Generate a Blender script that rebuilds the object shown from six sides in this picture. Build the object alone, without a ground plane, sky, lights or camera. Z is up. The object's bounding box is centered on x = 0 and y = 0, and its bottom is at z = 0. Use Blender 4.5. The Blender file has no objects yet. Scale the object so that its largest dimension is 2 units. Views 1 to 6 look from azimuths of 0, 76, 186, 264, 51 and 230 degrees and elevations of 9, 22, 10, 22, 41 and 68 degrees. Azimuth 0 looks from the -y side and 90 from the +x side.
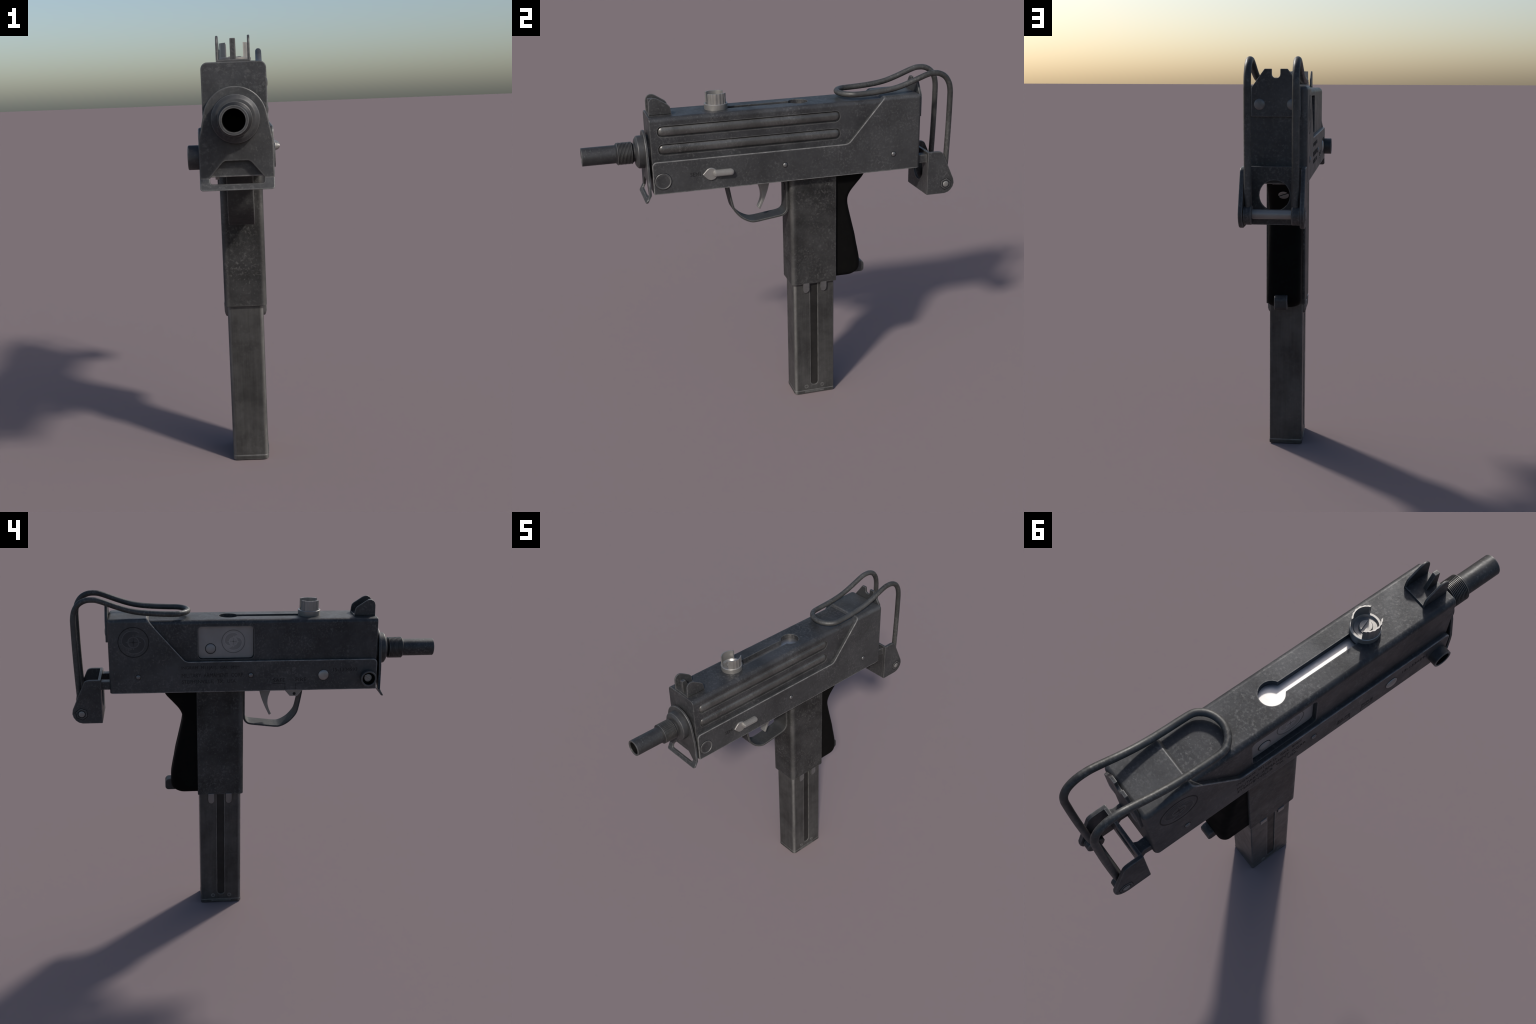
import bpy, bmesh, math
from mathutils import Vector, Matrix

X0 = 0.005            # centre plane of the gun (the side knob shifts the bounding box)
BARREL_Z = 1.526

# ------------------------------------------------------------------ materials
def nodes_of(name):
    m = bpy.data.materials.new(name); m.use_nodes = True
    nt = m.node_tree; nt.nodes.clear()
    out = nt.nodes.new("ShaderNodeOutputMaterial")
    b = nt.nodes.new("ShaderNodeBsdfPrincipled")
    nt.links.new(b.outputs[0], out.inputs[0])
    return m, nt, b

def noise(nt, co, scale, detail=4.0, rough=0.6, stretch=None):
    n = nt.nodes.new("ShaderNodeTexNoise")
    n.inputs["Scale"].default_value = scale
    n.inputs["Detail"].default_value = detail
    n.inputs["Roughness"].default_value = rough
    src = co
    if stretch:
        mp = nt.nodes.new("ShaderNodeMapping"); mp.inputs["Scale"].default_value = stretch
        nt.links.new(co, mp.inputs[0]); src = mp.outputs[0]
    nt.links.new(src, n.inputs["Vector"])
    return n.outputs["Fac"]

def ramp(nt, fac, lo, hi, a=0.0, b=1.0):
    r = nt.nodes.new("ShaderNodeMapRange"); r.clamp = True
    r.inputs["From Min"].default_value = lo; r.inputs["From Max"].default_value = hi
    r.inputs["To Min"].default_value = a; r.inputs["To Max"].default_value = b
    nt.links.new(fac, r.inputs["Value"]); return r.outputs[0]

def math_(nt, op, a, b):
    m = nt.nodes.new("ShaderNodeMath"); m.operation = op; m.use_clamp = False
    for i, v in enumerate((a, b)):
        if isinstance(v, (int, float)): m.inputs[i].default_value = v
        else: nt.links.new(v, m.inputs[i])
    return m.outputs[0]

def mix(nt, fac, c1, c2):
    m = nt.nodes.new("ShaderNodeMix"); m.data_type = 'RGBA'
    if isinstance(fac, (int, float)): m.inputs[0].default_value = fac
    else: nt.links.new(fac, m.inputs[0])
    for i, c in ((6, c1), (7, c2)):
        if isinstance(c, tuple): m.inputs[i].default_value = (*c, 1)
        else: nt.links.new(c, m.inputs[i])
    return m.outputs[2]

def steel(name, base, worn, metallic=0.5, rough=0.45, speck=0.5, patch=0.35, edge=0.6,
          edge_r=0.007, brushed=0.0, bump=0.15, tint=None, spec=0.32, corner=None):
    """Dark finished steel: cloudy patches, fine pale specks, rubbed edges."""
    m, nt, b = nodes_of(name)
    co = nt.nodes.new("ShaderNodeTexCoord").outputs["Object"]
    cloud = noise(nt, co, 5.0, 5, 0.65)
    dark = tuple(c * (1 - patch) for c in base); light = tuple(c * (1 + patch) for c in base)
    col = mix(nt, ramp(nt, cloud, 0.35, 0.68), dark, light)
    if tint:
        t = noise(nt, co, 3.1, 3, 0.5)
        col = mix(nt, ramp(nt, t, 0.5, 0.75, 0, 0.6), col, tint)
    if brushed:
        st = noise(nt, co, 60, 3, 0.7, (1, 1, 0.05))
        col = mix(nt, ramp(nt, st, 0.35, 0.7, 0, brushed), col, worn)
    if speck:
        fine = noise(nt, co, 75, 4, 0.65)
        zone = noise(nt, co, 6.5, 4, 0.6)
        f = math_(nt, 'MULTIPLY', ramp(nt, fine, 0.50, 0.78), ramp(nt, zone, 0.42, 0.66, 0.15, 1.0))
        dots = math_(nt, 'MULTIPLY', ramp(nt, noise(nt, co, 100, 1, 0.4), 0.62, 0.74), ramp(nt, noise(nt, co, 4.2, 4, 0.6), 0.45, 0.62, 0.05, 0.45))
        f = math_(nt, 'MAXIMUM', f, dots)
        col = mix(nt, math_(nt, 'MULTIPLY', f, speck), col, worn)
    if edge:
        bev = nt.nodes.new("ShaderNodeBevel"); bev.samples = 6
        bev.inputs["Radius"].default_value = edge_r
        geo = nt.nodes.new("ShaderNodeNewGeometry")
        dp = nt.nodes.new("ShaderNodeVectorMath"); dp.operation = 'DOT_PRODUCT'
        nt.links.new(bev.outputs[0], dp.inputs[0]); nt.links.new(geo.outputs["Normal"], dp.inputs[1])
        e = ramp(nt, dp.outputs["Value"], 0.999, 0.955)
        rub = noise(nt, co, 22, 4, 0.7)
        e = math_(nt, 'MULTIPLY', e, ramp(nt, rub, 0.3, 0.65, 0.25, 1.0))
        col = mix(nt, math_(nt, 'MULTIPLY', e, edge), col, worn)
    if corner:      # pale band painted on upright front corners: (centre x, x where it starts, full, y where it starts, full, amount)
        xc, xa, xb, ya, yb, amt = corner
        sp = nt.nodes.new("ShaderNodeSeparateXYZ"); nt.links.new(co, sp.inputs[0])
        ab = math_(nt, 'ABSOLUTE', math_(nt, 'SUBTRACT', sp.outputs[0], xc), 0)
        k = math_(nt, 'MULTIPLY', ramp(nt, ab, xa, xb), ramp(nt, sp.outputs[1], ya, yb))
        k = math_(nt, 'MULTIPLY', k, ramp(nt, noise(nt, co, 9, 5, 0.7, (1, 1, 0.5)), 0.32, 0.62, 0.25, 1.0))
        col = mix(nt, math_(nt, 'MULTIPLY', k, amt), col, worn)
    nt.links.new(col, b.inputs["Base Color"])
    b.inputs["Metallic"].default_value = metallic
    b.inputs["Specular IOR Level"].default_value = spec
    nt.links.new(ramp(nt, noise(nt, co, 14, 5, 0.7), 0.3, 0.7, rough - 0.07, rough + 0.1), b.inputs["Roughness"])
    if bump:
        bp = nt.nodes.new("ShaderNodeBump"); bp.inputs["Strength"].default_value = bump
        bp.inputs["Distance"].default_value = 0.002
        nt.links.new(noise(nt, co, 130, 3, 0.6), bp.inputs["Height"])
        nt.links.new(bp.outputs[0], b.inputs["Normal"])
    return m

WORN = (0.27, 0.266, 0.258)
M_UPPER = steel("blued_steel", (0.043, 0.0437, 0.0465), WORN, 0.42, 0.47, speck=0.4, edge=0.4)
M_RIB = steel("blued_steel_glint_lightened", (0.088, 0.086, 0.084), WORN, 0.55, 0.34, speck=0.5, edge=0)  # base lightened to carry the sun highlight along the rib crests
M_LOWER = steel("blued_steel_frame", (0.052, 0.0527, 0.0550), (0.42, 0.415, 0.405), 0.42, 0.48, speck=0.22, edge=0.95, patch=0.25, edge_r=0.009)
M_PART = steel("parkerized_steel", (0.047, 0.0475, 0.0495), WORN, 0.42, 0.46, speck=0.38, edge=0.5, patch=0.3)
M_GUARD = steel("guard_steel", (0.036, 0.036, 0.0365), WORN, 0.25, 0.58, speck=0.2, edge=0.5, patch=0.25, spec=0.2)  # darkened to bake in the occlusion shade inside the guard
M_WIRE = steel("stock_wire_steel", (0.058, 0.058, 0.057), WORN, 0.42, 0.48, speck=0.5, edge=0)
M_WELL = steel("worn_housing_steel", (0.034, 0.0337, 0.0338), (0.20, 0.196, 0.19), 0.35, 0.5, speck=0.6, patch=0.5, edge=0.3, edge_r=0.010,
               corner=(X0, 0.066, 0.084, 0.100, 0.082, 0.30))
M_MAG = steel("magazine_steel", (0.053, 0.0525, 0.051), (0.30, 0.295, 0.285), 0.42, 0.40, speck=0.1, patch=0.4, edge=0.6, edge_r=0.007, brushed=0.06, bump=0.05,
              corner=(X0 - 0.0028, 0.062, 0.074, 0.101, 0.089, 0.55))  # sun glint on the rounded magazine corners, put into the colour
M_LETTER = steel("engraved_letter", (0.017, 0.017, 0.018), (0.05, 0.05, 0.05), 0.3, 0.55, speck=0.2, patch=0.4, edge=0, bump=0)
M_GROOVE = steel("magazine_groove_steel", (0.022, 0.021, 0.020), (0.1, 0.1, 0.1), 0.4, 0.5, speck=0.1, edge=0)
M_BRIGHT = steel("bare_steel", (0.27, 0.261, 0.250), (0.5, 0.485, 0.47), 0.65, 0.40, speck=0.15, patch=0.2, edge=0.3, bump=0.05)
M_BOLT = steel("bolt_steel", (0.62, 0.60, 0.58), (0.4, 0.39, 0.38), 1.0, 0.40, speck=0.2, patch=0.1, edge=0, bump=0.05)
M_TRIGGER = steel("trigger_steel", (0.21, 0.206, 0.198), (0.45, 0.44, 0.42), 0.45, 0.42, speck=0.1, patch=0.15, edge=0.5, bump=0.05)
M_PLATE = steel("bolt_side_steel", (0.25, 0.242, 0.24), (0.34, 0.33, 0.32), 0.5, 0.5, speck=0.1, patch=0.12, edge=0, bump=0.05)
M_PLATE_CUT = steel("bolt_engraving", (0.125, 0.122, 0.120), (0.2, 0.2, 0.2), 0.5, 0.55, speck=0, patch=0.1, edge=0, bump=0)
M_PLATE_FIELD = steel("bolt_engraved_field", (0.20, 0.193, 0.19), (0.2, 0.2, 0.2), 0.5, 0.55, speck=0, patch=0.1, edge=0, bump=0)
M_PLATE_RIDGE = steel("bolt_ridge", (0.30, 0.295, 0.29), (0.3, 0.3, 0.3), 0.5, 0.5, speck=0, patch=0.05, edge=0, bump=0)
M_RIVET = steel("rivet_steel", (0.16, 0.16, 0.16), (0.3, 0.3, 0.3), 0.7, 0.4, speck=0.2, edge=0, bump=0.05)
M_MARK = steel("engraving_black", (0.012, 0.012, 0.013), (0.03, 0.03, 0.03), 0.0, 0.6, speck=0, patch=0.2, edge=0, bump=0, spec=0.3)
M_EMBLEM = steel("engraved_field", (0.042, 0.042, 0.044), (0.08, 0.08, 0.08), 0.35, 0.53, speck=0.15, patch=0.2, edge=0, bump=0.1)
M_RAISED = steel("engraving_ridge", (0.085, 0.085, 0.087), WORN, 0.35, 0.5, speck=0.1, patch=0.2, edge=0, bump=0)
M_GRIP = steel("black_polymer", (0.0034, 0.0033, 0.0031), (0.010, 0.010, 0.010), 0.0, 0.7, speck=0.5, patch=0.2, edge=0, bump=0.3, spec=0.06)
M_BORE = steel("bore_black", (0.004, 0.004, 0.004), (0.01, 0.01, 0.01), 0.0, 0.7, speck=0, edge=0, bump=0, spec=0.1)

def thread_steel():
    """Thread crests are paler, the roots darker: mask by distance from the barrel axis."""
    m, nt, b = nodes_of("thread_steel")
    co = nt.nodes.new("ShaderNodeTexCoord").outputs["Object"]
    sub = nt.nodes.new("ShaderNodeVectorMath"); sub.operation = 'SUBTRACT'
    nt.links.new(co, sub.inputs[0]); sub.inputs[1].default_value = (X0 + 0.002, 0, BARREL_Z)
    mul = nt.nodes.new("ShaderNodeVectorMath"); mul.operation = 'MULTIPLY'
    nt.links.new(sub.outputs[0], mul.inputs[0]); mul.inputs[1].default_value = (1, 0, 1)
    ln = nt.nodes.new("ShaderNodeVectorMath"); ln.operation = 'LENGTH'; nt.links.new(mul.outputs[0], ln.inputs[0])
    crest = ramp(nt, ln.outputs["Value"], 0.0555, 0.0573)
    rub = ramp(nt, noise(nt, co, 30, 3, 0.6), 0.3, 0.7, 0.35, 1.0)
    nt.links.new(mix(nt, math_(nt, 'MULTIPLY', crest, rub), (0.026, 0.026, 0.027), (0.125, 0.122, 0.116)), b.inputs["Base Color"])
    b.inputs["Metallic"].default_value = 0.45; b.inputs["Roughness"].default_value = 0.42
    return m
M_THREAD = thread_steel()

# ------------------------------------------------------------------ mesh tools
ROOT = bpy.data.objects.new("submachine_gun", None)
bpy.context.scene.collection.objects.link(ROOT)
ROOT["label"] = "compact boxy dark steel submachine gun with folded wire stock"
ROOT["category"] = "gun"

def link(name, me, mat, parent=ROOT):
    ob = bpy.data.objects.new(name, me)
    bpy.context.scene.collection.objects.link(ob)
    ob.parent = parent
    if mat is not None:
        me.materials.clear(); me.materials.append(mat)
    return ob

def bake(ob):
    dg = bpy.context.evaluated_depsgraph_get()
    me = bpy.data.meshes.new_from_object(ob.evaluated_get(dg))
    old = ob.data; ob.modifiers.clear(); ob.data = me
    if old.users == 0: bpy.data.meshes.remove(old)

def finish(name, bm, mat, bevel=0.0, seg=2, angle=35, parent=ROOT, cut=(), smooth=35, weighted=True):
    bmesh.ops.remove_doubles(bm, verts=bm.verts, dist=1e-6)
    bmesh.ops.recalc_face_normals(bm, faces=bm.faces)
    me = bpy.data.meshes.new(name); bm.to_mesh(me); bm.free()
    me.shade_smooth()
    ob = link(name, me, mat, parent)
    if bevel:
        b = ob.modifiers.new("b", 'BEVEL'); b.width = bevel; b.segments = seg
        b.limit_method = 'ANGLE'; b.angle_limit = math.radians(angle); b.use_clamp_overlap = True
    for c in cut:
        k = ob.modifiers.new("c", 'BOOLEAN'); k.operation = 'DIFFERENCE'; k.object = c; k.solver = 'EXACT'
    bake(ob)
    ob.data.set_sharp_from_angle(angle=math.radians(smooth))
    if weighted:
        w = ob.modifiers.new("w", 'WEIGHTED_NORMAL'); w.keep_sharp = True
        bake(ob)
    ob.data.materials.clear(); ob.data.materials.append(mat)
    return ob

def cutter(bm):
    bmesh.ops.recalc_face_normals(bm, faces=bm.faces)
    me = bpy.data.meshes.new("cutter"); bm.to_mesh(me); bm.free()
    ob = bpy.data.objects.new("cutter", me); bpy.context.scene.collection.objects.link(ob)
    ob.hide_render = True
    CUTTERS.append(ob); return ob
CUTTERS = []

def prism(bm, pts, a, b, axis='x'):
    """Extrude a closed 2D outline between a and b on an axis. Outline is (y,z), (x,z) or (x,y)."""
    def at(p, t):
        return {'x': (t, p[0], p[1]), 'y': (p[0], t, p[1]), 'z': (p[0], p[1], t)}[axis]
    v0 = [bm.verts.new(at(p, a)) for p in pts]; v1 = [bm.verts.new(at(p, b)) for p in pts]
    n = len(pts)
    f = [bm.faces.new(v0), bm.faces.new(list(reversed(v1)))]
    for i in range(n):
        f.append(bm.faces.new((v0[i], v1[i], v1[(i + 1) % n], v0[(i + 1) % n])))
    return v0, v1

def prism_hole(bm, outer, inner, a, b, axis='x'):
    """Ring-shaped prism, outer and inner outlines with the same number of points."""
    def at(p, t):
        return {'x': (t, p[0], p[1]), 'y': (p[0], t, p[1]), 'z': (p[0], p[1], t)}[axis]
    L = [[bm.verts.new(at(p, t)) for p in o] for o in (outer, inner) for t in (a, b)]
    n = len(outer)
    for i in range(n):
        j = (i + 1) % n
        for p, q in ((0, 1), (1, 3), (3, 2), (2, 0)):
            bm.faces.new((L[p][i], L[p][j], L[q][j], L[q][i]))

def round_rect(x0, x1, y0, y1, r, seg=5):
    """Rounded rectangle; r is one radius or four (x1y1, x0y1, x0y0, x1y0)."""
    rs = r if isinstance(r, (tuple, list)) else (r,) * 4
    cs = [(x1, y1, -1, -1, 0), (x0, y1, 1, -1, 90), (x0, y0, 1, 1, 180), (x1, y0, -1, 1, 270)]
    out = []
    for (cx, cy, sx, sy, a0), rr in zip(cs, rs):
        if rr <= 0: out.append((cx, cy)); continue
        for k in range(seg + 1):
            a = math.radians(a0 + 90 * k / seg)
            out.append((cx + sx * rr + rr * math.cos(a), cy + sy * rr + rr * math.sin(a)))
    return out

def circle(cx, cy, r, n=32, ph=0.0):
    return [(cx + r * math.cos(ph + 2 * math.pi * i / n), cy + r * math.sin(ph + 2 * math.pi * i / n)) for i in range(n)]

def lathe(bm, prof, origin, axis, n=48, mod=None):
    """Revolve (t, r) about an axis direction; t runs along it."""
    o = Vector(origin); ax = Vector(axis).normalized()
    u = ax.orthogonal().normalized(); w = ax.cross(u)
    rings = []
    for t, r in prof:
        if r < 1e-7:
            rings.append([bm.verts.new(o + ax * t)]); continue
        ring = []
        for i in range(n):
            a = 2 * math.pi * i / n
            rr = r if mod is None else mod(t, r, a)
            ring.append(bm.verts.new(o + ax * t + (u * math.cos(a) + w * math.sin(a)) * rr))
        rings.append(ring)
    for A, B in zip(rings, rings[1:]):
        for i in range(n):
            j = (i + 1) % n
            if len(A) == 1 and len(B) == 1: continue
            if len(A) == 1: bm.faces.new((A[0], B[i], B[j]))
            elif len(B) == 1: bm.faces.new((A[i], A[j], B[0]))
            else: bm.faces.new((A[i], A[j], B[j], B[i]))

def catmull(pts, per=8, closed=False):
    P = [Vector(p) for p in pts]; n = len(P); out = []
    rng = range(n if closed else n - 1)
    for i in rng:
        g = lambda k: P[k % n] if closed else P[min(max(k, 0), n - 1)]
        p0, p1, p2, p3 = g(i - 1), g(i), g(i + 1), g(i + 2)
        for s in range(per):
            t = s / per
            out.append(0.5 * ((2 * p1) + (p2 - p0) * t + (2 * p0 - 5 * p1 + 4 * p2 - p3) * t * t + (3 * p1 - p0 - 3 * p2 + p3) * t ** 3))
    if not closed: out.append(P[-1].copy())
    return out

def tube(bm, path, r, n=18):
    t0 = (path[1] - path[0]).normalized(); u = t0.orthogonal().normalized()
    rings = []
    for i, p in enumerate(path):
        t = (path[min(i + 1, len(path) - 1)] - path[max(i - 1, 0)]).normalized()
        u = (u - t * u.dot(t)).normalized(); w = t.cross(u)
        rings.append([bm.verts.new(p + (u * math.cos(2 * math.pi * k / n) + w * math.sin(2 * math.pi * k / n)) * r) for k in range(n)])
    for A, B in zip(rings, rings[1:]):
        for k in range(n): bm.faces.new((A[k], A[(k + 1) % n], B[(k + 1) % n], B[k]))
    bm.faces.new(rings[0]); bm.faces.new(list(reversed(rings[-1])))

def bevel_edges(bm, test, off, seg):
    es = [e for e in bm.edges if test(e)]
    bmesh.ops.bevel(bm, geom=es, offset=off, offset_type='OFFSET', segments=seg, profile=0.5, affect='EDGES', clamp_overlap=True)

def along(e, ax):
    d = e.verts[0].co - e.verts[1].co
    return abs(d[ax]) > 0.9 * d.length
def mid(e): return (e.verts[0].co + e.verts[1].co) / 2

def copies(src, places, parent):
    """Further repeats of a finished part, sharing its mesh."""
    for loc, rot in places:
        o = src.copy(); o.parent = parent; o.location = loc; o.rotation_euler = rot
        bpy.context.scene.collection.objects.link(o)

# ------------------------------------------------------------------ upper receiver
UW = 0.112
bm = bmesh.new()
prism(bm, [(X0 - UW, 1.34), (X0 + UW, 1.34), (X0 + UW, 1.718), (X0 - UW, 1.718)], -0.660, 0.775, 'y')
bevel_edges(bm, lambda e: along(e, 1) and mid(e).z > 1.7, 0.023, 6)
slot = [(X0 - 0.0245, -0.30), (X0 + 0.0245, -0.30), (X0 + 0.0245, 0.098)]
HOLE_Y, HOLE_R = 0.143, 0.052
a0 = math.asin(0.0245 / HOLE_R)
n = 28
for k in range(n + 1):
    a = -math.pi / 2 + a0 + (2 * math.pi - 2 * a0) * k / n
    slot.append((X0 + HOLE_R * math.cos(a), HOLE_Y + HOLE_R * math.sin(a)))
slot = [p for i, p in enumerate(slot) if i != 2]
cb = bmesh.new(); prism(cb, slot, 1.679, 1.80, 'z'); cut_slot = cutter(cb)
PORT = (0.014, 0.315, 1.505, 1.683)
cb = bmesh.new(); prism(cb, round_rect(*PORT, 0.022), -0.2, X0 - UW + 0.028, 'x'); cut_port = cutter(cb)
RIB_R, RIB_H, RIB_SINK, RIB_Z = 0.0252, 0.0150, 0.0105, (1.6465, 1.554)
RIB_Y = (-0.621, 0.338)
rib_cuts = []
for z in RIB_Z:      # each rib rises out of a shallow pressed trough
    cb = bmesh.new(); prism(cb, round_rect(RIB_Y[0] - .0022, RIB_Y[1] + .0022, z - RIB_R - .0036, z + RIB_R + .0032, RIB_R, 10), X0 + UW - RIB_SINK, X0 + UW + 0.05)
    rib_cuts.append(cutter(cb))
upper = finish("upper_receiver", bm, M_UPPER, bevel=0.004, cut=(cut_slot, cut_port, *rib_cuts))

bm = bmesh.new()
c = Vector((X0, -0.05, 0))
prism(bm, [(X0 + (x - X0) * 0.985, -0.05 + (y + 0.05) * 0.997) for x, y in slot], 1.680, 1.689, 'z')
bolt = finish("bolt", bm, M_BOLT, parent=ROOT)
bm = bmesh.new()
prism(bm, round_rect(PORT[0] + .0015, PORT[1] - .0015, PORT[2] + .0015, PORT[3] - .0015, 0.0205), X0 - UW + 0.020, X0 - UW + 0.0275, 'x')
bolt_side = finish("bolt_side_plate", bm, M_PLATE, bevel=0.0015, parent=bolt)
bm = bmesh.new()
lathe(bm, [(-0.002, 0.026), (0.002, 0.026), (0.005, 0.023), (0.0075, 0.015), (0.0085, 0.0)], (X0 - UW + 0.020, 0.247, 1.559), (-1, 0, 0), 32)
finish("extractor_pin", bm, M_PLATE, parent=bolt_side)
bm = bmesh.new()
prism_hole(bm, circle(0.247, 1.559, 0.0295), circle(0.247, 1.559, 0.0262), X0 - UW + 0.0194, X0 - UW + 0.022, 'x')
finish("pin_groove", bm, M_MARK, parent=bolt_side)

# stiffening ribs pressed into the right side
for z in RIB_Z:
    bm = bmesh.new()
    bmesh.ops.create_uvsphere(bm, u_segments=36, v_segments=20, radius=1)
    L = (RIB_Y[1] - RIB_Y[0]) / 2 - RIB_R; yc = (RIB_Y[1] + RIB_Y[0]) / 2
    rot = Matrix.Rotation(math.pi / 36, 4, 'X') @ Matrix.Rotation(math.pi / 2, 4, 'Y')
    for v in bm.verts:
        p = rot @ v.co
        v.co = Vector((X0 + UW - RIB_SINK - 0.0002 + p.x * RIB_H, yc + p.y * RIB_R + (L if p.y > 0 else -L), z + p.z * RIB_R))
    finish("pressed_rib", bm, M_RIB, parent=upper, weighted=False, smooth=80)

# ------------------------------------------------------------------ lower receiver
LW = 0.130
prof = [(-0.662, 1.327), (0.791, 1.327), (0.791, 1.731), (0.584, 1.731), (0.392, 1.509), (0.381, 1.501), (0.366, 1.4975)]
prof += [(-0.662 + 0.024 - 0.024 * math.sin(a), 1.4975 - 0.024 + 0.024 * math.cos(a)) for a in [math.pi / 2 * k / 5 for k in range(6)]]
bm = bmesh.new(); prism(bm, prof, X0 - LW, X0 + LW)
bevel_edges(bm, lambda e: (along(e, 1) and mid(e).z > 1.72) or (mid(e).y > 0.785 and (along(e, 2) or (along(e, 0) and mid(e).z > 1.7))), 0.020, 6)
lower = finish("lower_receiver", bm, M_LOWER, bevel=0.0035, angle=32)

def dome(name, r, h, mat, parent):
    bm = bmesh.new()
    pr = [(-0.004, r), (0.0, r)] + [(h * math.sin(a), r * math.cos(a)) for a in [math.pi / 2 * k / 7 for k in range(1, 7)]] + [(h, 0)]
    lathe(bm, pr, (0, 0, 0), (1, 0, 0), 28)
    return finish(name, bm, mat, parent=parent, weighted=False, smooth=50)

def ring_mark(name, r0, r1, h, mat, parent):
    bm = bmesh.new(); prism_hole(bm, circle(0, 0, r1, 36), circle(0, 0, r0, 36), -0.002, h, 'x')
    return finish(name, bm, mat, parent=parent)

LX, RX = X0 - LW, X0 + LW
rv = dome("rivet", 0.0125, 0.0065, M_RIVET, lower); rv.location = (RX, 0.032, 1.418)
copies(rv, [((RX, 0.637, 1.418), (0, 0, 0)), ((LX, 0.032, 1.418), (0, 0, math.pi)), ((LX, 0.637, 1.418), (0, 0, math.pi))], lower)
rg = ring_mark("rivet_groove", 0.0122, 0.0152, 0.0007, M_MARK, lower); rg.location = (RX, 0.032, 1.418)
copies(rg, [((RX, 0.637, 1.418), (0, 0, 0)), ((LX, 0.032, 1.418), (0, 0, math.pi)), ((LX, 0.637, 1.418), (0, 0, math.pi))], lower)
st = dome("detent_stud", 0.029, 0.009, M_BRIGHT, lower); st.location = (LX, -0.366, 1.412); st.rotation_euler = (0, 0, math.pi)
gm = ring_mark("stud_groove", 0.0285, 0.031, 0.0006, M_MARK, lower); gm.location = (LX, -0.366, 1.412); gm.rotation_euler = (0, 0, math.pi)

# round through-tube: flush cap on the right, open end on the left
TY, TZ = -0.611, 1.395
bm = bmesh.new()
lathe(bm, [(-0.004, 0.0425), (0.003, 0.0425), (0.0045, 0.0405), (0.0045, 0.0375), (0.0022, 0.0355), (0.0022, 0.0)], (RX, TY, TZ), (1, 0, 0), 40)
finish("takedown_cap", bm, M_PART, parent=lower)
bm = bmesh.new(); prism_hole(bm, circle(TY, TZ, 0.0455, 40), circle(TY, TZ, 0.0423, 40), RX - 0.002, RX + 0.0006, 'x')
finish("cap_groove", bm, M_MARK, parent=lower)
bm = bmesh.new()
lathe(bm, [(-0.004, 0.043), (0.038, 0.043), (0.040, 0.041), (0.040, 0.036), (0.038, 0.034), (0.006, 0.033), (0.006, 0.0)], (LX, TY, TZ), (-1, 0, 0), 40)
knob = finish("takedown_tube", bm, M_PART, parent=lower)
bm = bmesh.new(); lathe(bm, [(0.0065, 0.0325), (0.0375, 0.0335)], (LX, TY, TZ), (-1, 0, 0), 40)
lathe(bm, [(0.0068, 0.0325), (0.0068, 0.0)], (LX, TY, TZ), (-1, 0, 0), 40)
finish("tube_lining", bm, M_BORE, parent=knob)
bm = bmesh.new()
lathe(bm, [(0.004, 0.021), (0.016, 0.021), (0.018, 0.018), (0.018, 0.0)], (LX, TY, TZ), (-1, 0, 0), 32)
cb = bmesh.new()
d = Vector((math.cos(math.radians(35)), math.sin(math.radians(35)))); nrm = Vector((-d.y, d.x))
sq = [Vector((TY, TZ)) + d * s + nrm * t for s, t in ((-.04, -.004), (.04, -.004), (.04, .004), (-.04, .004))]
prism(cb, [tuple(p) for p in sq], LX - 0.012, LX - 0.03, 'x'); cs = cutter(cb)
finish("slotted_screw", bm, M_TRIGGER, parent=knob, cut=(cs,))

# fire selector
bm = bmesh.new()
SC = (-0.363, 1.411); R = 0.0325
ot = [SC[0] - 0.045, SC[1]]
tang = math.acos(R / 0.046)
arc = [(SC[0] - R * math.cos(a), SC[1] + R * math.sin(a)) for a in [tang + (2 * math.pi - 2 * tang) * k / 26 for k in range(27)]]
prism(bm, [tuple(ot)] + arc, RX - 0.002, RX + 0.008)
sel = finish("fire_selector", bm, M_BRIGHT, bevel=0.003, seg=3, angle=50, parent=lower)
bm = bmesh.new()
for x0, x1, r, e in ((RX + 0.001, RX + 0.014, 0.0170, 0.0), (RX + 0.013, RX + 0.0195, 0.0155, 0.0015), (RX + 0.019, RX + 0.0235, 0.0130, 0.004), (RX + 0.023, RX + 0.0265, 0.0098, 0.007), (RX + 0.026, RX + 0.0285, 0.006, 0.010)):
    prism(bm, round_rect(-0.355 + e, -0.245 - e, 1.414 - r, 1.414 + r, r * 0.98, 8), x0, x1)
finish("selector_lever", bm, M_BRIGHT, bevel=0.0016, seg=2, angle=50, parent=sel)

# rear block under the frame
bm = bmesh.new(); prism(bm, [(-0.025, 0.602), (0.035, 0.602), (0.035, 0.655), (-0.025, 0.655)], 1.309, 1.331, 'z')
finish("rear_catch", bm, M_PART, bevel=0.004, parent=lower)

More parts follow.
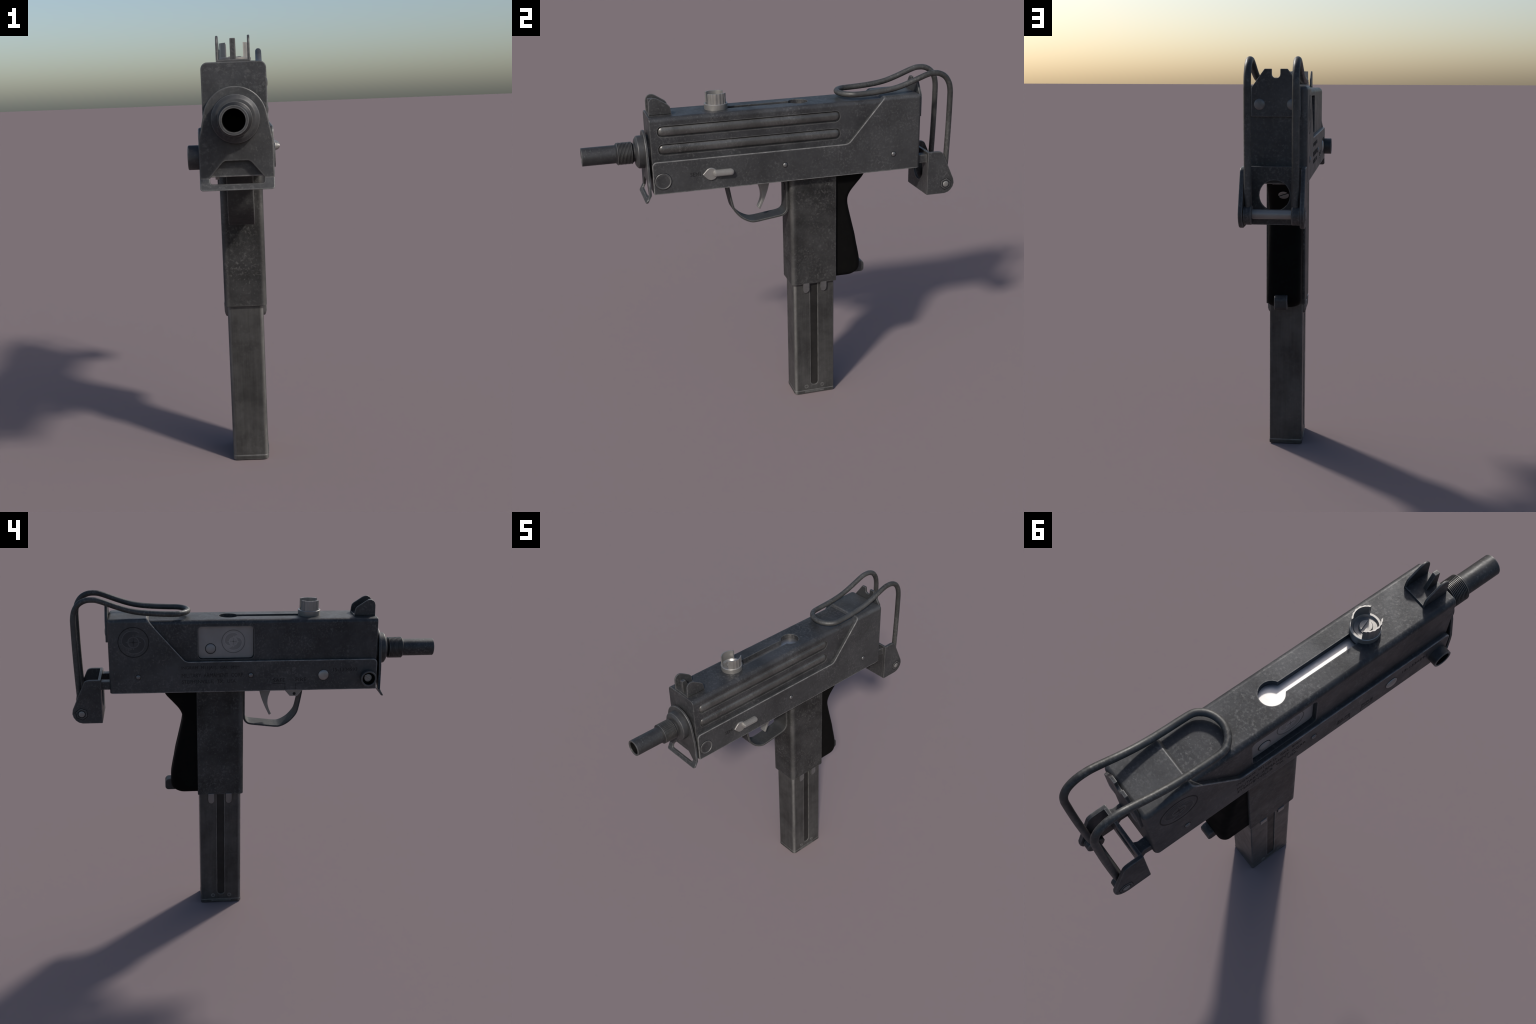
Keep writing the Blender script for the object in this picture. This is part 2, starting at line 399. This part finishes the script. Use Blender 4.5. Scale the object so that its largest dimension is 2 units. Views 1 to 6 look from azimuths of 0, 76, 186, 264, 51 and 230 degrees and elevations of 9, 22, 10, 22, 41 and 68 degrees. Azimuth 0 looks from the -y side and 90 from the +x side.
# ------------------------------------------------------------------ engraved writing and emblems
def text(name, s, y0, z0, height, width, side, mat, parent):
    cu = bpy.data.curves.new(name, 'FONT'); cu.body = s; cu.size = 1.0; cu.extrude = 0.0
    cu.resolution_u = 3
    t = bpy.data.objects.new(name, cu); bpy.context.scene.collection.objects.link(t)
    dg = bpy.context.evaluated_depsgraph_get()
    me = bpy.data.meshes.new_from_object(t.evaluated_get(dg))
    bpy.data.objects.remove(t); bpy.data.curves.remove(cu)
    b = bmesh.new(); b.from_mesh(me); bpy.data.meshes.remove(me)
    xs = [v.co.x for v in b.verts]; ys = [v.co.y for v in b.verts]
    sx = width / (max(xs) - min(xs)); sy = height / (max(ys) - min(ys)); mx, my = min(xs), min(ys)
    r = bmesh.ops.extrude_face_region(b, geom=b.faces[:])
    for v in r["geom"]:
        if isinstance(v, bmesh.types.BMVert): v.co.z += 1
    for v in b.verts:
        u, w, h = (v.co.x - mx) * sx, (v.co.y - my) * sy, v.co.z
        x = (RX - 0.002 + 0.0027 * h) if side > 0 else (LX + 0.002 - 0.0027 * h)
        v.co = Vector((x, y0 + u * side, z0 + w))
    return finish(name, b, mat, parent=parent, weighted=False)

text("maker_lettering", "INGRAM  M11(A1).  CAL  9MM", 0.405, 1.4515, 0.022, 0.310, -1, M_LETTER, lower)
text("maker_lettering", "MILITARY  ARMAMENT  CORP.", 0.405, 1.411, 0.022, 0.335, -1, M_LETTER, lower)
text("maker_lettering", "STEPHENVILLE,  TX.  USA.", 0.405, 1.375, 0.022, 0.296, -1, M_LETTER, lower)
text("safe_lettering", "SAFE", -0.089, 1.3765, 0.021, 0.067, -1, M_LETTER, lower)
text("fire_lettering", "FIRE", -0.213, 1.3785, 0.021, 0.060, -1, M_LETTER, lower)
text("serial_lettering", "15-1334593", -0.419, 1.4315, 0.019, 0.133, -1, M_LETTER, lower)
text("semi_lettering", "SEMI", -0.471, 1.405, 0.021, 0.052, 1, M_LETTER, lower)
for y0, y1, yv in ((-0.088, -0.1565, -0.1555), (-0.273, -0.2135, -0.2145)):
    bm = bmesh.new(); prism(bm, round_rect(min(y0, y1), max(y0, y1), 1.3675, 1.3700, 0), LX + .002, LX - 0.0007)
    prism(bm, round_rect(yv - 0.0012, yv + 0.0012, 1.336, 1.3675, 0), LX + .002, LX - 0.0007)
    finish("index_line", bm, M_MARK, parent=lower, weighted=False)

def emblem(yc, zc, R, x, ring_mat, field_mat, ridge_mat, parent):
    """Ring with two hooked blades around a sighting circle, seen from the left side."""
    to = lambda p: (yc - p[0] * R, zc + p[1] * R)
    bm = bmesh.new()
    prism_hole(bm, [to(p) for p in circle(0, 0, 1.0, 64)], [to(p) for p in circle(0, 0, 0.94, 64)], x + 0.002, x - 0.0007)
    em = finish("emblem", bm, ring_mat, parent=parent, weighted=False)
    hook = [(0.36, 0.60), (0.20, 0.69), (0.0, 0.72), (-0.30, 0.67), (-0.55, 0.50), (-0.69, 0.24), (-0.71, 0.0), (-0.62, -0.18), (-0.42, -0.32), (-0.15, -0.345)]
    hook = [tuple(p[:2]) for p in catmull([(a, b, 0) for a, b in hook], 4)]
    inner = [(0.375 * math.cos(a), 0.375 * math.sin(a)) for a in [math.radians(248 - 150 * k / 14) for k in range(15)]]
    for s in (1, -1):
        pts = [to((s * a, s * b)) for a, b in hook + inner]
        bm = bmesh.new(); prism(bm, pts, x + 0.002, x - 0.0004)
        finish("emblem_blade", bm, field_mat, parent=em, weighted=False)
        # raised rim along the outside of the blade
        bm = bmesh.new()
        rim = [(a * s, b * s) for a, b in hook]
        rim_o = []
        for i, p in enumerate(rim):
            q0 = rim[max(i - 1, 0)]; q1 = rim[min(i + 1, len(rim) - 1)]
            t = Vector((q1[0] - q0[0], q1[1] - q0[1])).normalized()
            rim_o.append((p[0] + t.y * 0.04, p[1] - t.x * 0.04))
        prism(bm, [to(p) for p in rim] + [to(p) for p in reversed(rim_o)], x + 0.002, x - 0.0008)
        finish("emblem_rim", bm, ridge_mat, parent=em, weighted=False)
    bm = bmesh.new()
    prism_hole(bm, [to(p) for p in circle(0, 0, 0.37, 40)], [to(p) for p in circle(0, 0, 0.315, 40)], x + 0.002, x - 0.0008)
    for k in range(4):
        c, s = math.cos(k * math.pi / 2), math.sin(k * math.pi / 2)
        q = [(0.34, -0.022), (0.48, -0.022), (0.48, 0.022), (0.34, 0.022)]
        prism(bm, [to((a * c - b * s, a * s + b * c)) for a, b in q], x + 0.002, x - 0.0008)
    finish("emblem_sight_ring", bm, ridge_mat, parent=em, weighted=False)
    bm = bmesh.new()
    prism(bm, [to(p) for p in circle(0, 0, 0.07, 16)], x + 0.002, x - 0.0006)
    for k in range(4):
        c, s = math.cos(k * math.pi / 2), math.sin(k * math.pi / 2)
        q = [(0.06, -0.012), (0.27, -0.012), (0.27, 0.012), (0.06, 0.012)]
        prism(bm, [to((a * c - b * s, a * s + b * c)) for a, b in q], x + 0.002, x - 0.0006)
    finish("emblem_crosshair", bm, ring_mat, parent=em, weighted=False)

emblem(0.656, 1.609, 0.083, LX, M_MARK, M_EMBLEM, M_RAISED, lower)
emblem(0.124, 1.597, 0.064, X0 - UW + 0.020, M_PLATE_CUT, M_PLATE_FIELD, M_PLATE_RIDGE, bolt_side)

# ------------------------------------------------------------------ barrel group
ax = (0, -1, 0); org = (X0 + 0.002, 0, BARREL_Z)
bm = bmesh.new()
lathe(bm, [(0.60, 0.0465), (0.999, 0.0465), (1.0, 0.0455), (1.0, 0.0375), (0.998, 0.0362), (0.80, 0.0355), (0.80, 0)], org, ax, 48)
barrel = finish("barrel", bm, M_PART)
bm = bmesh.new(); lathe(bm, [(0.994, 0.0358), (0.81, 0.0352), (0.81, 0)], org, ax, 48)
finish("bore", bm, M_BORE, parent=barrel)
bm = bmesh.new()
pr = [(0.737, 0.040), (0.738, 0.0475), (0.7465, 0.0575)]
t = 0.7475
while t < 0.814:
    pr += [(t, 0.0577), (t + 0.0016, 0.0577), (t + 0.0032, 0.0548), (t + 0.0052, 0.0548)]; t += 0.0070
pr += [(t, 0.0577), (0.8205, 0.0577), (0.829, 0.0475), (0.829, 0.040)]
lathe(bm, pr, org, ax, 56)
finish("muzzle_thread", bm, M_THREAD, smooth=25)
bm = bmesh.new()
lathe(bm, [(0.66, 0.084), (0.714, 0.084), (0.719, 0.082), (0.727, 0.0715), (0.730, 0.066), (0.730, 0.048), (0.7285, 0.040)], org, ax, 40)
finish("barrel_nut", bm, M_PART, smooth=30)

# front sling plate: keyhole-shaped sheet, lower lip bent forward, with a slot
SY0, SY1 = -0.6735, -0.6865
hw = 0.1285; BZ = 1.324
outer = [(hw, BZ), (hw, 1.42), (hw - 0.002, 1.455)]
R = 0.110
for k in range(21):
    a = math.radians(14 + 152 * k / 20); outer.append((R * math.cos(a), BARREL_Z + R * math.sin(a)))
outer += [(-hw + 0.002, 1.455), (-hw, 1.42), (-hw, BZ)]
trap = [(0.094, BZ), (0.090, BZ + 0.005), (0.050, 1.377), (0.040, 1.383), (-0.040, 1.383), (-0.050, 1.377), (-0.090, BZ + 0.005), (-0.094, BZ)]
bm = bmesh.new()
face = [(X0 + x, z) for x, z in outer + list(reversed(trap))]
v0, v1 = prism(bm, face, SY0, SY1, 'y')
# bent lip: frame below the bend line, in (x, s) with s the distance down the lip
dirv = Vector((0, -0.021, -0.0385)).normalized(); nv = Vector((0, dirv.z, -dirv.y))
lip_o = [(-hw, 0)] + [(-hw + 0.011 - 0.011 * math.cos(a), 0.0455 - 0.011 + 0.011 * math.sin(a)) for a in [math.pi / 2 * k / 5 for k in range(6)]]
lip_o += [(-x, s) for x, s in reversed(lip_o)]
lip_i = [(-0.094, 0), (-0.094, 0.012), (-0.091, 0.019), (-0.085, 0.0215), (0.085, 0.0215), (0.091, 0.019), (0.094, 0.012), (0.094, 0)]
outl = lip_o + list(reversed(lip_i))
th = SY1 - SY0
A = [bm.verts.new(Vector((X0 + x, SY0, BZ)) + dirv * s) for x, s in outl]
B = [bm.verts.new(Vector((X0 + x, SY1, BZ)) + dirv * s + Vector((0, -0.0, 0.0))) for x, s in outl]
bm.faces.new(A); bm.faces.new(list(reversed(B)))
for i in range(len(outl)):
    j = (i + 1) % len(outl); bm.faces.new((A[i], B[i], B[j], A[j]))
bmesh.ops.remove_doubles(bm, verts=bm.verts, dist=1e-5)
# drop the doubled inner walls on the bend line
from collections import defaultdict
seen = defaultdict(list)
for f in bm.faces: seen[frozenset(v.index for v in f.verts)].append(f)
bm.verts.index_update()
seen = defaultdict(list)
for f in bm.faces: seen[tuple(sorted(v.index for v in f.verts))].append(f)
dead = [f for g in seen.values() if len(g) > 1 for f in g]
bmesh.ops.delete(bm, geom=dead, context='FACES')
finish("sling_plate", bm, M_PART, bevel=0.003, seg=2, angle=40, smooth=22)

# ------------------------------------------------------------------ front sight
bm = bmesh.new()
FS = 0.0585
prism(bm, round_rect(X0 - FS, X0 + FS, -0.652, -0.536, 0), 1.7165, 1.7255, 'z')
sight = finish("front_sight", bm, M_PART, bevel=0.002)
leaf = [(-0.652, 1.7185), (-0.5365, 1.7185), (-0.539, 1.745), (-0.543, 1.760), (-0.552, 1.770), (-0.600, 1.801), (-0.612, 1.806), (-0.626, 1.807), (-0.639, 1.802), (-0.648, 1.790), (-0.651, 1.776)]
for s in (-1, 1):
    bm = bmesh.new(); prism(bm, leaf, X0 + s * FS, X0 + s * (FS - 0.0085))
    finish("sight_wing", bm, M_PART, bevel=0.0025, parent=sight)
bm = bmesh.new(); prism(bm, [(-0.645, 1.72), (-0.587, 1.72), (-0.622, 1.797), (-0.645, 1.797)], X0 - 0.0095, X0 + 0.0095)
finish("sight_post", bm, M_PART, bevel=0.002, parent=sight)

# ------------------------------------------------------------------ cocking knob
KC = (X0, -0.2965)
bm = bmesh.new()
lathe(bm, [(1.70, 0.058), (1.716, 0.060), (1.7455, 0.061), (1.7475, 0.059), (1.7475, 0.051), (1.738, 0.044), (1.738, 0)], (KC[0], KC[1], 0), (0, 0, 1), 48)
kn = finish("cocking_knob", bm, M_BRIGHT)
for s in (1, -1):
    bm = bmesh.new()
    gap = 0.0325; ro, ri, N = 0.0575, 0.0515, 96
    def pt(r, i):
        a0 = math.asin(gap / r); a = a0 + (math.pi - 2 * a0) * i / N
        if r == ro and abs(a - math.pi / 2) < 0.698: r = ro - 0.0020 * math.cos(4.5 * (a - math.pi / 2) * 2) ** 2
        return (KC[0] + s * r * math.sin(a), KC[1] + r * math.cos(a))
    prism(bm, [pt(ro, i) for i in range(N + 1)] + [pt(ri, i) for i in range(N, -1, -1)], 1.739, 1.801, 'z')
    finish("knob_wall", bm, M_BRIGHT, parent=kn, smooth=40, weighted=False)
bm = bmesh.new()
lathe(bm, [(1.732, 0.027), (1.748, 0.027), (1.7515, 0.024), (1.7515, 0)], (KC[0], KC[1], 0), (0, 0, 1), 32)
cb = bmesh.new(); dd = Vector((0.30, -0.95)).normalized(); nn = Vector((-dd.y, dd.x)); cc = Vector(KC)
prism(cb, [tuple(cc + dd * a + nn * b) for a, b in ((-.04, -.0065), (.04, -.0065), (.04, .0065), (-.04, .0065))], 1.7415, 1.78, 'z')
finish("slotted_screw", bm, M_BRIGHT, parent=kn, cut=(cutter(cb),))

# ------------------------------------------------------------------ rear sight
bm = bmesh.new()
pl = [(-0.102, 1.604), (0.102, 1.604), (0.102, 1.720), (0.047, 1.797), (0.0175, 1.797), (0.0175, 1.776)]
pl += [(0.0175 * math.cos(a), 1.776 - 0.0165 * math.sin(a)) for a in [math.pi * k / 8 for k in range(1, 8)]]
pl += [(-0.0175, 1.776), (-0.0175, 1.797), (-0.047, 1.797), (-0.102, 1.720)]
prism(bm, [(X0 + x, z) for x, z in pl], 0.7885, 0.8025, 'y')
rs = finish("rear_sight", bm, M_PART, bevel=0.002, angle=40)
r1 = dome("sight_rivet", 0.023, 0.0045, M_RIVET, rs); r1.location = (X0 + 0.0675, 0.8025, 1.654); r1.rotation_euler = (0, 0, math.pi / 2)
copies(r1, [((X0 - 0.0675, 0.8025, 1.654), (0, 0, math.pi / 2))], rs)

# ------------------------------------------------------------------ stock
STX = 0.0955; SR = 0.015
side = [(0.952, 1.232), (0.957, 1.30), (0.962, 1.42), (0.966, 1.56), (0.9675, 1.69), (0.966, 1.735), (0.957, 1.773), (0.935, 1.806),
        (0.902, 1.825), (0.865, 1.8295), (0.825, 1.823), (0.735, 1.7905), (0.672, 1.771), (0.612, 1.760), (0.54, 1.7535), (0.465, 1.750)]
pts = [(STX, y, z) for y, z in side]
pts += [(STX * math.cos(a) , 0.447 - 0.084 * math.sin(a), 1.7495) for a in [math.radians(14 + 152 * k / 9) for k in range(10)]]
pts += [(-STX, y, z) for y, z in reversed(side)]
bm = bmesh.new(); tube(bm, [p + Vector((X0 + 0.001, 0, 0)) for p in catmull(pts, 7)], SR)
stock = finish("wire_stock", bm, M_WIRE, weighted=False, smooth=60)
eye = None
for s in (1, -1):
    bm = bmesh.new()
    lathe(bm, [(-0.0175, 0.018), (-0.0175, 0.036), (-0.0145, 0.0395), (0.0145, 0.0395), (0.0175, 0.036), (0.0175, 0.018)], (X0 + s * 0.0975, 0.947, 1.2175), (1, 0, 0), 36)
    finish("stock_eye", bm, M_PART, parent=stock)

FO, FI = 0.1325, 0.114
bracket_prof = [(0.838, 1.164), (0.945, 1.164), (0.966, 1.170), (0.981, 1.1815), (0.993, 1.199), (0.9985, 1.219), (0.995, 1.243),
                (0.930, 1.388), (0.924, 1.397), (0.913, 1.403), (0.900, 1.4055), (0.838, 1.4055)]
bm = bmesh.new()
prism(bm, [(X0 + x, z) for x, z in ((-FI - .003, 1.1645), (FI + .003, 1.1645), (FI + .003, 1.405), (-FI - .003, 1.405))], 0.8385, 0.853, 'y')
cb = bmesh.new(); prism(cb, circle(X0, 1.286, 0.0635, 28), 0.8, 0.9, 'y')
bracket = finish("stock_bracket", bm, M_PART, cut=(cutter(cb),), bevel=0.001)
for s in (1, -1):
    bm = bmesh.new(); prism(bm, bracket_prof, X0 + s * FI, X0 + s * FO)
    finish("bracket_flange", bm, M_PART, bevel=0.004, angle=40, parent=bracket)
    bm = bmesh.new()
    prism(bm, [(X0 + s * 0.060, 0.785), (X0 + s * 0.108, 0.785), (X0 + s * 0.106, 0.822), (X0 + s * 0.112, 0.840), (X0 + s * 0.053, 0.840), (X0 + s * 0.061, 0.822)], 1.345, 1.390, 'z')
    finish("bracket_arm", bm, M_PART, bevel=0.003, parent=bracket)
    bm = bmesh.new(); prism(bm, circle(0.948, 1.219, 0.0315, 6, math.radians(22)), X0 + s * (FO - 0.002), X0 + s * (FO + 0.0025))
    nut = finish("hex_nut", bm, M_PART, bevel=0.002, parent=bracket)
    bm = bmesh.new(); prism_hole(bm, circle(0.948, 1.219, 0.0205, 28), circle(0.948, 1.219, 0.016, 28), X0 + s * FO, X0 + s * (FO + 0.0032))
    finish("nut_groove", bm, M_MARK, parent=nut)
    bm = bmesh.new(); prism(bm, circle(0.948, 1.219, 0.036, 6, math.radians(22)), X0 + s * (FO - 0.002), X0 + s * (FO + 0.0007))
    finish("nut_dark_outline", bm, M_MARK, parent=nut)
    rr = dome("pivot_end", 0.0165, 0.0035, M_TRIGGER, nut); rr.location = (X0 + s * (FO + 0.0025), 0.948, 1.219); rr.rotation_euler = (0, 0, 0 if s > 0 else math.pi)
bm = bmesh.new(); lathe(bm, [(-0.115, 0.0), (-0.115, 0.0195), (0.115, 0.0195), (0.115, 0.0)], (X0, 0.947, 1.2215), (1, 0, 0), 28)
finish("pivot_pin", bm, M_TRIGGER, parent=bracket)

# ------------------------------------------------------------------ trigger, guard, safety
gp = [(-0.2615, 1.335), (-0.257, 1.292), (-0.2425, 1.215), (-0.2295, 1.171), (-0.199, 1.1325), (-0.169, 1.1105), (-0.138, 1.0975), (-0.116, 1.0965), (-0.093, 1.0985),
      (-0.03, 1.1065), (0.024, 1.1135), (0.045, 1.1215), (0.058, 1.137), (0.0622, 1.158), (0.0628, 1.20), (0.0628, 1.335)]
path = catmull([(0, y, z) for y, z in gp], 5)
T = 0.0055; bm = bmesh.new(); rings = []
for i, p in enumerate(path):
    t = (path[min(i + 1, len(path) - 1)] - path[max(i - 1, 0)]).normalized(); nn = Vector((0, -t.z, t.y))
    rings.append([bm.verts.new(Vector((X0 + sx * 0.0525, 0, 0)) + p + nn * sn * T) for sx, sn in ((-1, -1), (1, -1), (1, 1), (-1, 1))])
for A, B in zip(rings, rings[1:]):
    for k in range(4): bm.faces.new((A[k], A[(k + 1) % 4], B[(k + 1) % 4], B[k]))
bm.faces.new(rings[0]); bm.faces.new(list(reversed(rings[-1])))
guard = finish("trigger_guard", bm, M_GUARD, bevel=0.0022, angle=40)
bm = bmesh.new(); lathe(bm, [(0, 0.022), (0.003, 0.021), (0.003, 0.0)], (X0, 0.0583, 1.262), (0, -1, 0), 28)
finish("guard_screw", bm, M_MARK, parent=guard)

fr = catmull([(0, -0.100, 1.335), (0, -0.089, 1.295), (0, -0.076, 1.256), (0, -0.0735, 1.220), (0, -0.081, 1.190), (0, -0.0945, 1.160)], 5)
bk = catmull([(0, -0.082, 1.152), (0, -0.057, 1.205), (0, -0.040, 1.249), (0, -0.028, 1.294), (0, -0.022, 1.335)], 5)
bm = bmesh.new(); prism(bm, [(p.y, p.z) for p in fr + bk], X0 - 0.021, X0 + 0.021)
finish("trigger", bm, M_TRIGGER, bevel=0.004, seg=3, angle=45)

bm = bmesh.new(); prism(bm, [(-0.145, 1.335), (-0.1875, 1.285), (-0.229, 1.284), (-0.270, 1.335)], X0 - 0.095, X0 - 0.080)
saf = finish("safety_catch", bm, M_TRIGGER, bevel=0.0015)
bm = bmesh.new(); lathe(bm, [(-0.002, 0.0085), (0.0008, 0.0085), (0.0008, 0.004), (0.0003, 0.0035), (0.0003, 0.0)], (X0 - 0.095, -0.212, 1.2985), (-1, 0, 0), 20)
finish("catch_pin", bm, M_MARK, parent=saf)

# ------------------------------------------------------------------ magazine housing and grip
bm = bmesh.new()
prism(bm, round_rect(-0.0880, 0.0962, 0.0685, 0.327, (0.005, 0.005, 0.019, 0.019), 6), 0.705, 1.335, 'z')
well = finish("magazine_housing", bm, M_WELL, bevel=0.004, angle=60)

gpf = [(0.300, 0.722), (0.425, 0.7225), (0.452, 0.729), (0.466, 0.745), (0.4725, 0.772), (0.4715, 0.820), (0.463, 0.880), (0.449, 0.958), (0.430, 1.035), (0.411, 1.115),
       (0.404, 1.155), (0.407, 1.184), (0.424, 1.216), (0.462, 1.259), (0.492, 1.291), (0.503, 1.312), (0.512, 1.335)]
prof_z = [(0.722, 0.432)] + [(z, y) for y, z in gpf[2:]]
def grip_back(z):
    for (z0, y0), (z1, y1) in zip(prof_z, prof_z[1:]):
        if z <= z1:
            t = (z - z0) / (z1 - z0); return y0 + (y1 - y0) * t
    return prof_z[-1][1]
def grip_smooth(z):      # soften the kinks of the back profile
    return sum(grip_back(min(max(z + d, 0.722), 1.335)) for d in (-0.012, -0.006, 0, 0.006, 0.012)) / 5
zs = [0.7150 + 0.032 * (1 - math.cos(math.pi / 2 * k / 8)) for k in range(9)]
zs += [zs[-1] + (1.335 - zs[-1]) * k / 60 for k in range(1, 61)]
bm = bmesh.new(); rings = []
for z in zs:
    t = min(max(z - 0.7150, 0), 0.032)
    inset = 0.032 - math.sqrt(max(0.032 ** 2 - (0.032 - t) ** 2, 0))
    w = 0.0785 - inset; yb = grip_smooth(z) + 0.005 * min(max((0.90 - z) / 0.1, 0), 1) - 0.30 * inset; xg = X0 - 0.003
    rings.append([bm.verts.new((x, y, z)) for x, y in round_rect(xg - w, xg + w, 0.300, yb, (min(0.034, w * .6), min(0.034, w * .6), 0, 0), 8)])
for A, B in zip(rings, rings[1:]):
    for k in range(len(A)): bm.faces.new((A[k], A[(k + 1) % len(A)], B[(k + 1) % len(A)], B[k]))
bm.faces.new(rings[0]); bm.faces.new(list(reversed(rings[-1])))
grip = finish("grip", bm, M_GRIP, smooth=50, weighted=False)
# grip latch and recessed screw
bm = bmesh.new(); prism(bm, round_rect(0.452, 0.511, 0.7165, 0.783, (0.024, 0.004, 0.004, 0.018), 6), X0 - 0.024, X0 + 0.036)
finish("grip_latch", bm, M_PART, bevel=0.004, parent=grip)
sn = Vector((0, 0.75, -0.66)).normalized()
bm = bmesh.new(); lathe(bm, [(-0.01, 0.0235), (0.0015, 0.0235), (0.003, 0.021), (0.003, 0.0)], Vector((X0, 0.4455, 1.2405)), sn, 32)
cb = bmesh.new(); lathe(cb, [(0, 0.0), (0, 0.0045), (0.08, 0.0045), (0.08, 0.0)], Vector((X0 + 0.035, 0.4475, 1.239)) + Vector((0, -0.009, -0.011)), (-0.8, 0.26, 0.30), 12)
finish("slotted_screw", bm, M_TRIGGER, parent=grip, cut=(cutter(cb),))

# ------------------------------------------------------------------ magazine
MW = 0.0787; XM = X0 - 0.0028      # the magazine sits a little to the left
bm = bmesh.new()
prism(bm, round_rect(XM - MW, XM + MW, 0.082, 0.3170, (0.007, 0.007, 0.020, 0.020), 6), 0.020, 0.74, 'z')
cuts = []
for s in (1, -1):
    cb = bmesh.new(); prism(cb, round_rect(0.177, 0.221, 0.052, 0.9, 0.0215, 8), XM + s * (MW - 0.006), XM + s * (MW + 0.05)); cuts.append(cutter(cb))
mag = finish("magazine", bm, M_MAG, cut=cuts, smooth=40)
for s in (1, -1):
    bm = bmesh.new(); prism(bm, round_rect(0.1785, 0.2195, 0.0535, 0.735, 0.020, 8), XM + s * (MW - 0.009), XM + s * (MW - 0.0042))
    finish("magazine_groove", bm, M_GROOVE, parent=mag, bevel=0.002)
    for y in (0.1515, 0.252):
        bm = bmesh.new()
        tg = [(y - 0.0175, 0.712), (y - 0.0175, 0.672), (y - 0.015, 0.659), (y - 0.009, 0.650), (y, 0.6465), (y + 0.009, 0.650), (y + 0.015, 0.659), (y + 0.0175, 0.672), (y + 0.0175, 0.712)]
        v0, v1 = prism(bm, tg, XM + s * (MW - 0.003), XM + s * (MW + 0.0155))
        for v in v1:
            if v.co.z < 0.665: v.co.x -= s * (0.665 - v.co.z) * 0.5
        finish("magazine_stop", bm, M_RIVET, bevel=0.003, seg=2, angle=45, parent=mag)
    for y in (0.150, 0.2465):
        bm = bmesh.new(); sx = XM + s * MW
        lathe(bm, [(-0.002, 0.0125), (0.0008, 0.0125), (0.0008, 0.0095), (0.0002, 0.009), (0.0002, 0.0075), (0.001, 0.007), (0.0012, 0.0)], (sx, y, 0.0465), (s, 0, 0), 24)
        finish("magazine_dimple", bm, M_MAG, parent=mag)
bm = bmesh.new()
prism(bm, round_rect(XM - MW - .0012, XM + MW + .0012, 0.0808, 0.3182, (0.008, 0.008, 0.021, 0.021), 6), 0.0, 0.0215, 'z')
fp = finish("floor_plate", bm, M_MAG, bevel=0.004, seg=2, angle=60, parent=mag)
for s in (1, -1):
    bm = bmesh.new(); prism(bm, round_rect(0.140, 0.256, 0.0075, 0.0145, 0.003, 4), XM + s * (MW - 0.003), XM + s * (MW + 0.0032))
    finish("floor_plate_bead", bm, M_MAG, bevel=0.0012, parent=fp)

for c in CUTTERS:
    me = c.data; bpy.data.objects.remove(c); bpy.data.meshes.remove(me)
